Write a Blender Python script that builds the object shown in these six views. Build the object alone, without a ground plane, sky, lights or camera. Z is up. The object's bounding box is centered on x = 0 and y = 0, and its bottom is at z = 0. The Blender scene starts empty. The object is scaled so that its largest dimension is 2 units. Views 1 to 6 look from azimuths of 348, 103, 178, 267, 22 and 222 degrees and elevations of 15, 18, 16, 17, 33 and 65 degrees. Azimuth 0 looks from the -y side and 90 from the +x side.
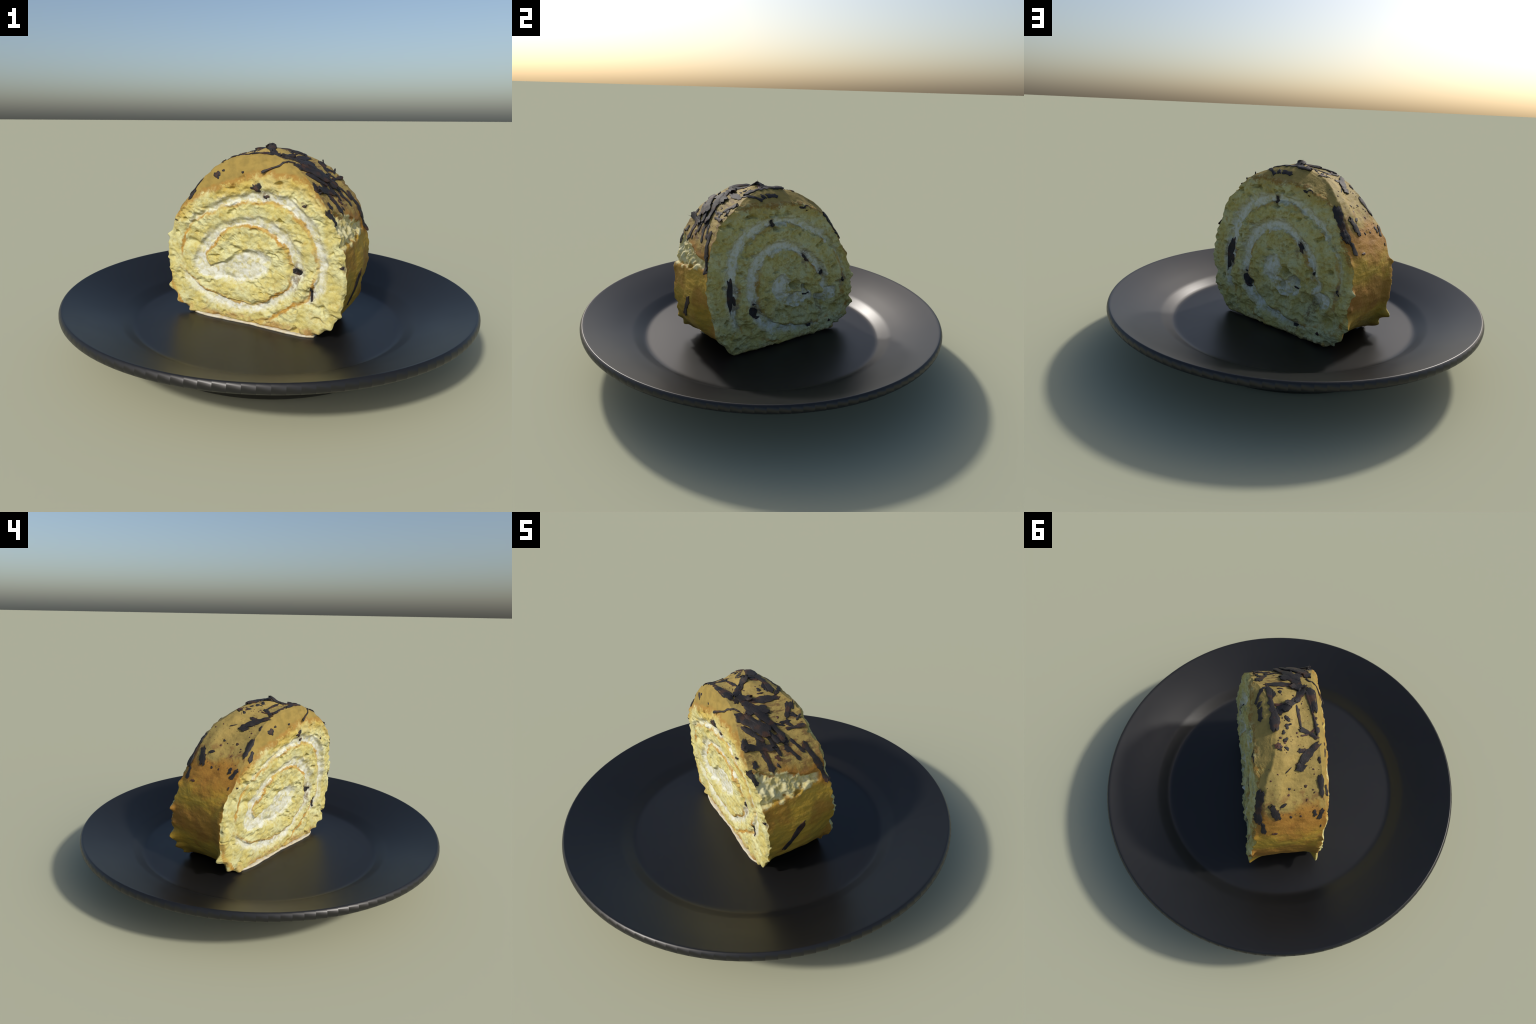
import math
import numpy as np

# ------------------------------------------------------------------
#  Frame of the cake slice: s runs along the cut face, d is the depth
#  (front cut face +d, back cut face -d), z is up.
# ------------------------------------------------------------------
YAW = math.atan2(-0.673, 0.74)
BASE_Z = 0.1195                # the plate's well
AX_S, AX_Z = 0.0, 0.50        # axis that the polar outline is measured from

# closed profile of the roll, (s, z), counter-clockwise from the right end of the base
PROFILE = [(.30, .122), (.36, .152), (.415, .198), (.445, .245), (.464, .31), (.474, .38),
           (.475, .45), (.470, .52), (.460, .58), (.443, .64), (.415, .70), (.378, .762),
           (.335, .813), (.28, .86), (.22, .900), (.15, .932), (.08, .952), (.01, .952),
           (-.06, .944), (-.13, .925), (-.19, .896), (-.25, .853), (-.30, .800), (-.345, .745),
           (-.39, .68), (-.43, .62), (-.462, .56), (-.482, .50), (-.492, .43), (-.492, .36),
           (-.482, .29), (-.462, .235), (-.435, .19), (-.40, .150), (-.36, .122)]

# lean of the two cut faces: depth d against height z
FRONT_D = ([.12, .30, .42, .55, .66, .76, .85, .95], [.158, .164, .166, .178, .195, .207, .213, .213])
BACK_D = ([.12, .40, .50, .60, .79, .83, .88, .95], [-.208, -.200, -.185, -.168, -.139, -.136, -.130, -.122])

# the line on each cut face where crumb ends and the icing cap starts: z against s
FRONT_CAP = ([-.50, -.43, -.36, -.28, -.20, -.15, -.055, .02, .095, .15, .234, .294, .353, .412, .445, .50],
             [.60, .63, .684, .733, .766, .790, .816, .847, .860, .855, .846, .832, .782, .715, .66, .60])
BACK_CAP = ([-.50, -.455, -.432, -.387, -.333, -.255, -.187, -.116, -.03, .06, .156, .204, .25, .347, .39, .43, .50],
            [.55, .57, .619, .690, .784, .836, .858, .881, .887, .889, .893, .889, .886, .835, .77, .70, .62])

# spiral of filling.  Angles in degrees round the spiral's centre, radius of the
# toasted skin of the sponge (LINE) and of the far side of the cream (CREAM),
# inner turn and outer turn; the angle is measured from the spiral's seam.
SPIRAL = {
    'front': dict(c=(-.035, .421), seam=-168,
        line1=[(-168, .355), (-158, .330), (-143, .274), (-123, .215), (-105, .199), (-85, .193), (-57, .195), (-37, .211), (-23, .236),
               (2, .247), (26, .241), (51, .219), (85, .196), (122, .185), (144, .185), (166, .211), (179, .221), (192, .20)],
        cream1=[(-168, .37), (-156, .352), (-142, .306), (-130, .283), (-110, .246), (-82, .226), (-65, .229), (-38, .245), (-16, .276), (-5, .288),
                (6, .303), (32, .298), (46, .283), (62, .261), (82, .233), (98, .216), (126, .218), (152, .240), (171, .272), (192, .30)],
        line2=[(-168, .470), (-150, .47), (-130, .42), (-110, .34), (-90, .30), (-62, .285), (-53, .275), (-37, .293), (-21, .339), (-12, .352), (7, .376), (22, .376), (38, .383),
               (54, .369), (73, .324), (101, .292), (120, .294), (138, .319), (161, .363), (173, .372), (192, .362)],
        cream2=[(-168, .470), (-130, .42), (-90, .30), (-53, .277), (-30, .320), (-18, .375), (-7, .408), (11, .425), (27, .432), (43, .431),
                (62, .398), (89, .338), (106, .323), (127, .317), (152, .360), (192, .364)],
        stains=[(.245, .42, .045), (.225, .37, .035), (.312, .33, .035), (.06, .80, .035), (.095, .76, .026), (.29, .735, .016), (.456, .476, .022)],
        blobs=[(-.030, .412, .140, .070, 24), (-.165, .375, .110, .036, 12), (-.255, .358, .060, .026, 0)]),
    'back': dict(c=(-.028, .449), seam=-164,
        line1=[(-164, .390), (-146, .370), (-131, .325), (-107, .248), (-74, .207), (-55, .200), (-33, .202), (0, .190), (31, .198),
               (58, .196), (102, .183), (137, .180), (154, .197), (177, .223), (196, .255)],
        cream1=[(-164, .392), (-131, .335), (-105, .277), (-77, .258), (-51, .262), (-29, .249), (1, .245), (28, .264), (56, .255),
                (76, .250), (98, .231), (122, .222), (141, .229), (159, .250), (196, .290)],
        line2=[(-164, .47), (-140, .46), (-115, .38), (-90, .335), (-63, .316), (-41, .349), (-19, .338), (3, .306), (22, .325), (38, .346), (58, .337), (83, .331),
               (100, .321), (117, .318), (133, .328), (157, .366), (170, .382), (196, .400)],
        cream2=[(-164, .47), (-115, .38), (-63, .317), (-41, .352), (-8, .373), (14, .381), (33, .406), (55, .404), (79, .375), (94, .362), (111, .358),
                (129, .362), (147, .372), (169, .395), (196, .402)],
        stains=[(.315, .47, .055), (.30, .39, .035), (.172, .335, .045), (.185, .388, .025), (-.16, .585, .042), (-.268, .485, .026), (-.42, .418, .032), (.042, .795, .024), (-.185, .187, .036), (-.26, .28, .04)],
        blobs=[(.012, .448, .055, .068, 15), (-.085, .368, .100, .040, 4), (-.315, .345, .065, .045, -20), (-.150, .385, .05, .03, 60)]),
}

# bitten patch on the right flank: centre (z, d) and half sizes
BITE = dict(z=.615, d=.10, rz=.058, rd=.115, slope=.26)


def smooth(e0, e1, x):
    t = np.clip((x - e0) / (e1 - e0), 0, 1)
    return t * t * (3 - 2 * t)


# ---- seeded gradient noise -------------------------------------------------
_rng = np.random.RandomState(11)
_PERM = _rng.permutation(256)
_PERM = np.concatenate([_PERM, _PERM, _PERM])
_GRAD = _rng.normal(size=(256, 3))
_GRAD /= np.linalg.norm(_GRAD, axis=1)[:, None]


def gnoise(x, y, z):
    xi, yi, zi = [np.floor(a).astype(int) for a in (x, y, z)]
    xf, yf, zf = x - xi, y - yi, z - zi
    u, v, w = [f * f * f * (f * (f * 6 - 15) + 10) for f in (xf, yf, zf)]
    out = 0
    for i in (0, 1):
        for j in (0, 1):
            for k in (0, 1):
                h = _PERM[_PERM[_PERM[(xi + i) & 255] + ((yi + j) & 255)] + ((zi + k) & 255)]
                g = _GRAD[h]
                dot = g[..., 0] * (xf - i) + g[..., 1] * (yf - j) + g[..., 2] * (zf - k)
                out = out + dot * (u if i else 1 - u) * (v if j else 1 - v) * (w if k else 1 - w)
    return out


def fbm(x, y, z, f, octaves=3, gain=.5):
    o, a = 0, 1.0
    for i in range(octaves):
        o = o + a * gnoise(x * f + 7.3 * i, y * f + 3.1 * i, z * f + 1.7 * i)
        a *= gain
        f *= 2.03
    return o


# ---- outline -----------------------------------------------------------------
def _closed_spline(pts, per=24):
    p = np.array(pts)
    n = len(p)
    o = []
    for i in range(n - 1):
        a, b, c, e = p[max(i - 1, 0)], p[i], p[i + 1], p[min(i + 2, n - 1)]
        t = np.linspace(0, 1, per, endpoint=False)[:, None]
        o.append(.5 * ((2 * b) + (c - a) * t + (2 * a - 5 * b + 4 * c - e) * t ** 2 + (3 * b - a - 3 * c + e) * t ** 3))
    o.append(p[-1:])
    t = np.linspace(0, 1, 60)[1:-1, None]
    o.append(p[-1] * (1 - t) + p[0] * t)
    return np.concatenate(o)


_OUT = _closed_spline(PROFILE)
_OA = np.arctan2(_OUT[:, 1] - AX_Z, _OUT[:, 0] - AX_S)
_OR = np.hypot(_OUT[:, 1] - AX_Z, _OUT[:, 0] - AX_S)
_o = np.argsort(_OA)
_OA, _OR = _OA[_o], _OR[_o]


def outline(theta):
    """radius of the roll's outline at an angle round the axis"""
    return np.interp(theta, _OA, _OR, period=2 * np.pi)


# arc-length parameter of the outline, so that rims are evenly sampled
_ta = np.linspace(-np.pi, np.pi, 4001)
_rr = outline(_ta)
_seg = np.hypot(np.diff(_rr * np.cos(_ta)), np.diff(_rr * np.sin(_ta)))
_arc = np.concatenate([[0], np.cumsum(_seg)])
_arc /= _arc[-1]


def theta_at(u):
    return np.interp(u, _arc, _ta)


def front_plane(s, z):
    return np.interp(z, *FRONT_D)


def back_plane(s, z):
    return np.interp(z, *BACK_D)


def face_recede(side, s, z):
    """how far the face falls back near its rim: a soft round edge, and the bevel of the icing cap"""
    th = np.arctan2(z - AX_Z, s - AX_S)
    gap = np.maximum(outline(th) - np.hypot(z - AX_Z, s - AX_S), 0)
    o = .012 * (1 - smooth(0, .022, gap)) ** 2
    cap = FRONT_CAP if side > 0 else BACK_CAP
    zb = np.interp(s, *cap)
    top = np.minimum(outline(th) * np.sin(th) + AX_Z - zb, .12)
    k = np.clip((z - zb) / np.maximum(top, .02), 0, 1.3) * smooth(.62, .78, z)
    if side < 0:
        o = o + .010 * (1 - smooth(0, .05, gap)) * smooth(.72, .86, z)
    return o + (.030 if side > 0 else .056 + .018 * smooth(.1, -.15, s)) * k * np.clip(top / .07, 0, 1)


def face_d(side, s, z):
    if side > 0:
        return front_plane(s, z) - face_recede(1, s, z)
    return back_plane(s, z) + face_recede(-1, s, z)


def crust_point(theta, v, grow=0.0):
    """point of the outer skin: theta round the axis, v from 0 (front edge) to 1 (back edge)"""
    r = outline(theta)
    up = smooth(.62, .86, r * np.sin(theta) + AX_Z)
    low = smooth(.16, .24, r * np.sin(theta) + AX_Z)
    crown = np.sin(np.pi * np.clip(v, 0, 1))
    s1, z1 = r * np.cos(theta), r * np.sin(theta) + AX_Z
    left, right = smooth(.1, -.3, s1), smooth(.1, .3, s1)
    mid = smooth(.20, .30, z1) * (1 - smooth(.62, .72, z1))
    r = r * (1 + low * crown * (1 - up) * .035 * left * smooth(.45, .60, z1))
    r = r - mid * right * (.004 + .013 * smooth(.5, 1.0, v))
    # the rim of the back cut is drawn in low on the right, the rim of the front cut flares on the left
    r = r - .026 * right * smooth(.6, 1.0, v) * smooth(.125, .17, z1) * (1 - smooth(.30, .46, z1))
    r = r + .014 * left * (1 - smooth(0, .22, v)) * smooth(.13, .18, z1) * (1 - smooth(.45, .58, z1))
    # shoulder of icing that swells out behind the upper left
    r = r + .025 * np.exp(-((theta - math.radians(134)) / math.radians(26)) ** 2) * smooth(.45, .78, v) * (1 - smooth(.90, 1.02, v))
    # heaped shavings under the icing: the pile on the right shoulder and the peak
    r = r + .022 * np.exp(-((theta - math.radians(57)) / math.radians(12)) ** 2 - ((v - .28) / .24) ** 2)
    r = r + .012 * np.exp(-((theta - math.radians(74)) / math.radians(26)) ** 4 - (v / .22) ** 2)
    r = r + .020 * np.exp(-((theta - math.radians(86)) / math.radians(7)) ** 2 - ((v - .62) / .16) ** 2)
    # the flanks are tucked in above the plate
    r = r - crown ** .6 * (.032 * right * smooth(.34, .13, z1) ** 1.3 + .016 * left * smooth(.40, .13, z1) ** 1.3) + grow
    s = AX_S + r * np.cos(theta)
    z = AX_Z + r * np.sin(theta)
    # the crown of the roll rises towards the back
    z = z + up * (-.018 + .022 * smooth(0, .75, v) - .004 * crown)
    s0, z0 = AX_S + outline(theta) * np.cos(theta), AX_Z + outline(theta) * np.sin(theta)
    dF, dB = face_d(1, s0, z0), face_d(-1, s0, z0)
    return s, dF + (dB - dF) * v, z


def bite_mask(s, d, z):
    k = ((z - BITE['z'] + BITE['slope'] * -(d - BITE['d'])) / BITE['rz']) ** 2 + ((d - BITE['d']) / BITE['rd']) ** 4
    return (1 - smooth(.75, 1.1, k)) * (s > .3)


# ==================================================================
#  Blender part
# ==================================================================
import bpy
import bmesh
from mathutils import Vector
from mathutils.bvhtree import BVHTree

rng = np.random.RandomState(5)


# ---- small node-building helper ------------------------------------------------
class Nodes:
    def __init__(self, name):
        self.mat = bpy.data.materials.new(name)
        self.mat.use_nodes = True
        self.t = self.mat.node_tree
        self.bsdf = self.t.nodes['Principled BSDF']
        self.out = self.t.nodes['Material Output']

    def n(self, kind, **kw):
        nd = self.t.nodes.new(kind)
        for k, v in kw.items():
            setattr(nd, k, v)
        return nd

    def put(self, sock, val):
        if hasattr(val, 'is_linked') or isinstance(val, bpy.types.NodeSocket):
            self.t.links.new(val, sock)
        else:
            sock.default_value = val

    def m(self, op, a, b=0.0, c=0.0, clamp=False):
        nd = self.n('ShaderNodeMath', operation=op, use_clamp=clamp)
        for i, v in enumerate((a, b, c)):
            self.put(nd.inputs[i], v)
        return nd.outputs[0]

    def step(self, x, e0, e1):
        nd = self.n('ShaderNodeMapRange', interpolation_type='SMOOTHSTEP')
        self.put(nd.inputs['Value'], x)
        nd.inputs['From Min'].default_value = e0
        nd.inputs['From Max'].default_value = e1
        return nd.outputs['Result']

    def mix(self, fac, a, b, mode='MIX'):
        nd = self.n('ShaderNodeMix', data_type='RGBA', blend_type=mode)
        self.put(nd.inputs['Factor'], fac)
        for i, v in ((6, a), (7, b)):
            if isinstance(v, tuple):
                v = (*v, 1.0) if len(v) == 3 else v
            self.put(nd.inputs[i], v)
        return nd.outputs[2]

    def obj(self):
        return self.n('ShaderNodeTexCoord').outputs['Object']

    def noise(self, vec, scale, detail=3.0, rough=.55, col=False, stretch=None, off=(0, 0, 0)):
        mp = self.n('ShaderNodeMapping')
        self.put(mp.inputs['Vector'], vec)
        mp.inputs['Location'].default_value = off
        if stretch:
            mp.inputs['Scale'].default_value = stretch
        nd = self.n('ShaderNodeTexNoise')
        self.t.links.new(mp.outputs[0], nd.inputs['Vector'])
        nd.inputs['Scale'].default_value = scale
        nd.inputs['Detail'].default_value = detail
        nd.inputs['Roughness'].default_value = rough
        return nd.outputs['Color' if col else 'Fac']

    def curve(self, x, pts, xr, yr):
        """piecewise curve y(x) through hand-placed points, xr and yr give the ranges"""
        mr = self.n('ShaderNodeMapRange')
        self.put(mr.inputs['Value'], x)
        mr.inputs['From Min'].default_value, mr.inputs['From Max'].default_value = xr
        fc = self.n('ShaderNodeFloatCurve')
        self.t.links.new(mr.outputs['Result'], fc.inputs['Value'])
        cv = fc.mapping.curves[0]
        q = [((a - xr[0]) / (xr[1] - xr[0]), (b - yr[0]) / (yr[1] - yr[0])) for a, b in pts]
        cv.points[0].location = q[0]
        cv.points[1].location = q[-1]
        for a in q[1:-1]:
            cv.points.new(*a)
        fc.mapping.update()
        return self.m('MULTIPLY_ADD', fc.outputs[0], yr[1] - yr[0], yr[0])

    def bump(self, height, strength, dist):
        nd = self.n('ShaderNodeBump')
        nd.inputs['Strength'].default_value = strength
        nd.inputs['Distance'].default_value = dist
        self.put(nd.inputs['Height'], height)
        self.t.links.new(nd.outputs[0], self.bsdf.inputs['Normal'])

    def finish(self, col, rough, spec=.5):
        self.put(self.bsdf.inputs['Base Color'], col if not isinstance(col, tuple) else (*col, 1))
        self.put(self.bsdf.inputs['Roughness'], rough)
        self.bsdf.inputs['Specular IOR Level'].default_value = spec
        return self.mat


SPONGE = (.490, .432, .148)
SPONGE_PALE = (.540, .535, .285)
SPONGE_DEEP = (.385, .295, .062)
CREAM = (.595, .61, .53)
TOAST = (.355, .190, .030)
ICING = (.350, .253, .072)
ICING_DULL = (.285, .21, .06)
SKIN = (.43, .27, .032)
SKIN_BROWN = (.30, .135, .022)
CRUMB_BARE = (.58, .54, .31)
CHOC = (.0205, .0185, .0195)
CHOC_WARM = (.060, .028, .016)


def face_material(side):
    sp = SPIRAL['front' if side > 0 else 'back']
    N = Nodes('cut_face_front' if side > 0 else 'cut_face_back')
    co = N.obj()
    wob = N.noise(co, 16, 3, .6, col=True)
    sep = N.n('ShaderNodeSeparateXYZ')
    N.put(sep.inputs[0], wob)
    fine = N.n('ShaderNodeSeparateXYZ')
    N.put(fine.inputs[0], N.noise(co, 75, 2, .6, col=True))
    pos = N.n('ShaderNodeSeparateXYZ')
    N.put(pos.inputs[0], co)

    def warp(axis, base):
        a = N.m('MULTIPLY_ADD', N.m('SUBTRACT', sep.outputs[axis], .5), .058, base)
        return N.m('MULTIPLY_ADD', N.m('SUBTRACT', fine.outputs[axis], .5), .016, a)
    s = warp(0, pos.outputs[0])
    z = warp(2, N.m('ADD', pos.outputs[2], BASE_Z))
    cx, cz = sp['c']
    dx, dz = N.m('SUBTRACT', s, cx), N.m('SUBTRACT', z, cz)
    ang = N.m('MULTIPLY', N.m('ARCTAN2', dz, dx), 180 / math.pi)
    seam = sp['seam']
    ang = N.m('ADD', N.m('WRAP', N.m('SUBTRACT', ang, seam), 360.0, 0.0), seam)
    r = N.m('SQRT', N.m('ADD', N.m('MULTIPLY', dx, dx), N.m('MULTIPLY', dz, dz)))
    patchy = N.noise(co, 9, 3, .6, off=(3, 1, 2))
    cream = None
    toast = None
    for k in ('1', '2'):
        rl = N.curve(ang, sp['line' + k], (seam, seam + 360), (0, .5))
        rc = N.curve(ang, sp['cream' + k], (seam, seam + 360), (0, .5))
        gap = N.m('SUBTRACT', rc, rl)
        has = N.step(gap, .004, .02)
        c = N.m('MULTIPLY', N.step(N.m('SUBTRACT', r, rl), -.002, .012), N.step(N.m('SUBTRACT', rc, r), -.026, .020))
        c = N.m('MULTIPLY', c, has)
        w = N.m('MULTIPLY', N.step(N.m('ABSOLUTE', N.m('SUBTRACT', r, rl)), .0140, .003),
                N.step(N.m('ADD', patchy, 0), .30 if side > 0 else .40, .56 if side > 0 else .66))
        cream = c if cream is None else N.m('MAXIMUM', cream, c)
        toast = w if toast is None else N.m('MAXIMUM', toast, w)
    blob = None
    for bs, bz_, rx, rz_, tilt in sp['blobs']:
        ct, st = math.cos(math.radians(tilt)), math.sin(math.radians(tilt))
        bx, bz = N.m('SUBTRACT', s, bs), N.m('SUBTRACT', z, bz_)
        ux = N.m('DIVIDE', N.m('ADD', N.m('MULTIPLY', bx, ct), N.m('MULTIPLY', bz, st)), rx)
        uz = N.m('DIVIDE', N.m('SUBTRACT', N.m('MULTIPLY', bz, ct), N.m('MULTIPLY', bx, st)), rz_)
        q = N.step(N.m('ADD', N.m('MULTIPLY', ux, ux), N.m('MULTIPLY', uz, uz)), 1.35, .70)
        blob = q if blob is None else N.m('MAXIMUM', blob, q)
    cream = N.m('MAXIMUM', cream, blob)
    # crumbs smeared over the cream here and there
    smear = N.step(N.noise(co, 24, 3, .6, off=(5, 5, 1)), .50, .66)
    cream = N.m('MULTIPLY', cream, N.m('SUBTRACT', 1.0, N.m('MULTIPLY', smear, .72)))
    # sponge crumb
    big = N.noise(co, 11, 3, .6, off=(1, 7, 4))
    sml = N.noise(co, 48, 3, .65, off=(2, 0, 9))
    col = N.mix(N.step(big, .38, .66), SPONGE, SPONGE_PALE)
    col = N.mix(N.m('MULTIPLY', N.step(sml, .50, .70), .55), col, SPONGE_DEEP)
    col = N.mix(N.m('MULTIPLY', N.step(sml, .46, .32), .5), col, SPONGE_PALE)
    if side < 0:
        dark_blotch = N.step(N.noise(co, 27, 4, .65, off=(2, 6, 6)), .52, .66)  # darker olive-brown noise blotches, back face only
        col = N.mix(N.m('MULTIPLY', dark_blotch, .6), col, (.33, .225, .045))
    gold = N.m('MULTIPLY', N.step(N.noise(co, 14, 4, .7, off=(9, 2, 2)), .56, .72), .55)
    col = N.mix(gold, col, (.41, .275, .048))
    col = N.mix(cream, col, N.mix(N.step(sml, .40, .66), CREAM, (.50, .49, .33)))
    toast = N.m('MULTIPLY', toast, N.m('MULTIPLY_ADD', N.step(big, .35, .6), .40, .58))
    col = N.mix(toast, col, N.mix(N.step(sml, .4, .65), TOAST, (.44, .265, .05)))
    # grey-brown smudges where chocolate has melted into cream and crumb
    stain = None
    for ss, sz, sr in sp['stains']:
        ds, dz2 = N.m('SUBTRACT', s, ss), N.m('SUBTRACT', z, sz)
        q = N.m('SQRT', N.m('ADD', N.m('MULTIPLY', ds, ds), N.m('MULTIPLY', N.m('MULTIPLY', dz2, dz2), .45)))
        q = N.step(q, sr, sr * .35)
        stain = q if stain is None else N.m('MAXIMUM', stain, q)
    stain = N.m('MULTIPLY', stain, N.step(sml, .36, .60))
    col = N.mix(N.m('MULTIPLY', stain, .75), col, N.mix(N.step(big, .4, .6), (.17, .15, .145), (.15, .10, .05)))
    # rim of the face: toasted outer skin of the sponge, then the icing cap above it
    zb = N.curve(s, list(zip(*(FRONT_CAP if side > 0 else BACK_CAP))), (-.5, .5), (.5, 1.0))
    up = N.m('SUBTRACT', z, zb)
    olive = N.m('MULTIPLY', N.step(up, -.085, -.02), N.step(patchy, .30, .55))
    col = N.mix(N.m('MULTIPLY', olive, .6), col, (.42, .29, .05))
    brown = N.m('MULTIPLY', N.step(N.m('ABSOLUTE', N.m('SUBTRACT', up, .004 if side > 0 else .0)), .027 if side > 0 else .018, .006),
                N.step(sml, .30, .56))
    ic = N.mix(N.step(N.noise(co, 20, 4, .6), .40, .66), (.295, .21, .052) if side > 0 else ICING, (.235, .17, .043) if side > 0 else ICING_DULL)
    col = N.mix(N.step(up, -.004, .022), col, ic)
    col = N.mix(N.m('MULTIPLY', brown, .8), col, (.28, .145, .026))
    # toasted foot of the slice along the plate
    foot = N.m('MULTIPLY', N.step(z, .178 if side > 0 else .15, .150 if side > 0 else .13), N.step(big, .34, .60))
    col = N.mix(N.m('MULTIPLY', foot, .8 if side > 0 else .5), col, (.33, .16, .028))
    hue = N.noise(co, 130, 2, .6)
    h = N.m('ADD', N.m('MULTIPLY', hue, .5), N.m('MULTIPLY', sml, 1.0))
    h = N.m('MULTIPLY', h, N.m('SUBTRACT', 1.0, N.m('MULTIPLY', cream, .6)))
    h = N.m('MULTIPLY', h, N.m('SUBTRACT', 1.0, N.m('MULTIPLY', N.step(up, -.004, .022), .75)))
    N.bump(h, .30 if side > 0 else .75, .014)
    return N.finish(col, .80, .25)


def skin_material():
    N = Nodes('icing_and_skin')
    co = N.obj()
    pos = N.n('ShaderNodeSeparateXYZ')
    N.put(pos.inputs[0], co)
    s, d = pos.outputs[0], N.m('MULTIPLY', pos.outputs[1], -1.0)
    z0 = N.m('ADD', pos.outputs[2], BASE_Z)
    wob = N.noise(co, 9, 4, .6)
    z = N.m('MULTIPLY_ADD', N.m('SUBTRACT', wob, .5), .16, z0)
    big = N.noise(co, 7, 3, .55, off=(4, 4, 4))
    mid = N.noise(co, 22, 4, .6, off=(1, 2, 3))
    fine = N.noise(co, 85, 3, .6)
    streak = N.noise(co, 20, 3, .6, stretch=(2.2, .45, 2.2), off=(6, 1, 0))
    icing = N.mix(N.step(mid, .42, .66), ICING, ICING_DULL)
    icing = N.mix(N.m('MULTIPLY', N.step(big, .50, .66), .45), icing, (.30, .235, .075))
    icing = N.mix(N.m('MULTIPLY', N.step(N.noise(co, 60, 2, .6, off=(8, 8, 0)), .66, .74), .6), icing, (.24, .12, .04))
    skin = N.mix(N.step(streak, .38, .64), SKIN, (.36, .245, .035))
    skin = N.mix(N.m('MULTIPLY', N.step(big, .46, .62), .75), skin, (.33, .16, .025))
    skin = N.mix(N.m('MULTIPLY', N.step(fine, .55, .75), .4), skin, (.52, .36, .07))
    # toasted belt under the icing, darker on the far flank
    toast = N.mix(N.step(mid, .38, .62), (.36, .175, .03), SKIN_BROWN)
    belt = N.m('MULTIPLY', N.step(z, .55, .63), N.step(z, .735, .68))
    col = N.mix(N.m('MULTIPLY', belt, .9), skin, toast)
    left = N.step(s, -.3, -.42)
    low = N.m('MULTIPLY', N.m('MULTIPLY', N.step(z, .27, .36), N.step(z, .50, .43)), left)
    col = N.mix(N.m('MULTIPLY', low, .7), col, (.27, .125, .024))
    col = N.mix(N.step(z, .668, .725), col, icing)
    # browned patches in the icing near the toasted belt
    patch = N.m('MULTIPLY', N.m('MULTIPLY', N.step(z, .66, .70), N.step(z, .82, .74)), N.step(mid, .50, .62))
    col = N.mix(N.m('MULTIPLY', patch, .65), col, (.22, .105, .035))
    # melted chocolate smeared round the pile of shavings
    ctr = N.n('ShaderNodeVectorMath', operation='DISTANCE')
    N.put(ctr.inputs[0], co)
    ctr.inputs[1].default_value = (.315, -.03, .70)
    pile = N.step(N.m('MULTIPLY_ADD', N.m('SUBTRACT', mid, .5), .35, ctr.outputs['Value']), .24, .12)
    smears = N.step(N.noise(co, 30, 4, .65, stretch=(1.5, .6, 1.5), off=(2, 9, 2)), .47, .62)
    col = N.mix(N.m('MULTIPLY', N.m('MULTIPLY', pile, smears), .8), col, (.11, .055, .024))
    # bite on the right flank that bares the crumb
    v = N.m('MULTIPLY', N.m('SUBTRACT', .18, d), 1 / .35)
    wz = N.m('MULTIPLY_ADD', N.m('SUBTRACT', mid, .5), .11, z0)
    top = N.m('SUBTRACT', N.m('MULTIPLY_ADD', v, -.090, .712), wz)
    bot = N.m('SUBTRACT', wz, N.m('MULTIPLY_ADD', v, .062, .550))
    bite = N.m('MULTIPLY', N.m('MULTIPLY', N.step(top, -.006, .008), N.step(bot, -.008, .012)),
               N.m('MULTIPLY', N.step(v, .88, .80), N.step(s, .30, .34)))
    bare = N.mix(N.step(N.noise(co, 30, 3, .6, off=(3, 3, 3)), .38, .62), CRUMB_BARE, (.52, .44, .17))
    col = N.mix(bite, col, bare)
    h = N.m('ADD', N.m('MULTIPLY', fine, .6), N.m('MULTIPLY', streak, .8))
    N.bump(h, .35, .010)
    return N.finish(col, .68, .25)


def chocolate_material():
    N = Nodes('dark_chocolate')
    co = N.obj()
    n1 = N.noise(co, 40, 3, .6)
    grain = N.noise(co, 120, 2, .6, stretch=(1, 3, 1))
    col = N.mix(N.step(n1, .46, .72), CHOC, (.031, .026, .026))
    col = N.mix(N.m('MULTIPLY', N.step(N.noise(co, 26, 2, .5, off=(4, 0, 1)), .52, .66), .75), col, CHOC_WARM)
    N.bump(grain, .3, .006)
    return N.finish(col, .62, .28)


def brown_chocolate_material():
    N = Nodes('milk_chocolate')
    co = N.obj()
    col = N.mix(N.step(N.noise(co, 40, 3, .6), .4, .65), (.085, .035, .02), (.05, .022, .016))
    N.bump(N.noise(co, 120, 2, .6), .3, .006)
    return N.finish(col, .55, .4)


def smear_material():
    N = Nodes('white_base_cream')
    co = N.obj()
    col = N.mix(N.step(N.noise(co, 30, 3, .6), .4, .65), (.54, .51, .40), (.48, .41, .25))
    N.bump(N.noise(co, 60, 3, .6), .3, .008)
    return N.finish(col, .6, .35)


def plate_material():
    N = Nodes('black_glazed_plate')
    co = N.obj()
    n1 = N.noise(co, 5, 3, .5)
    rough = N.m('MULTIPLY_ADD', n1, .06, PLATE_ROUGH)
    col = N.mix(n1, (.0075, .0075, .0080), (.0095, .0094, .0096))
    return N.finish(col, rough, .47)


PLATE_ROUGH = .345


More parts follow.
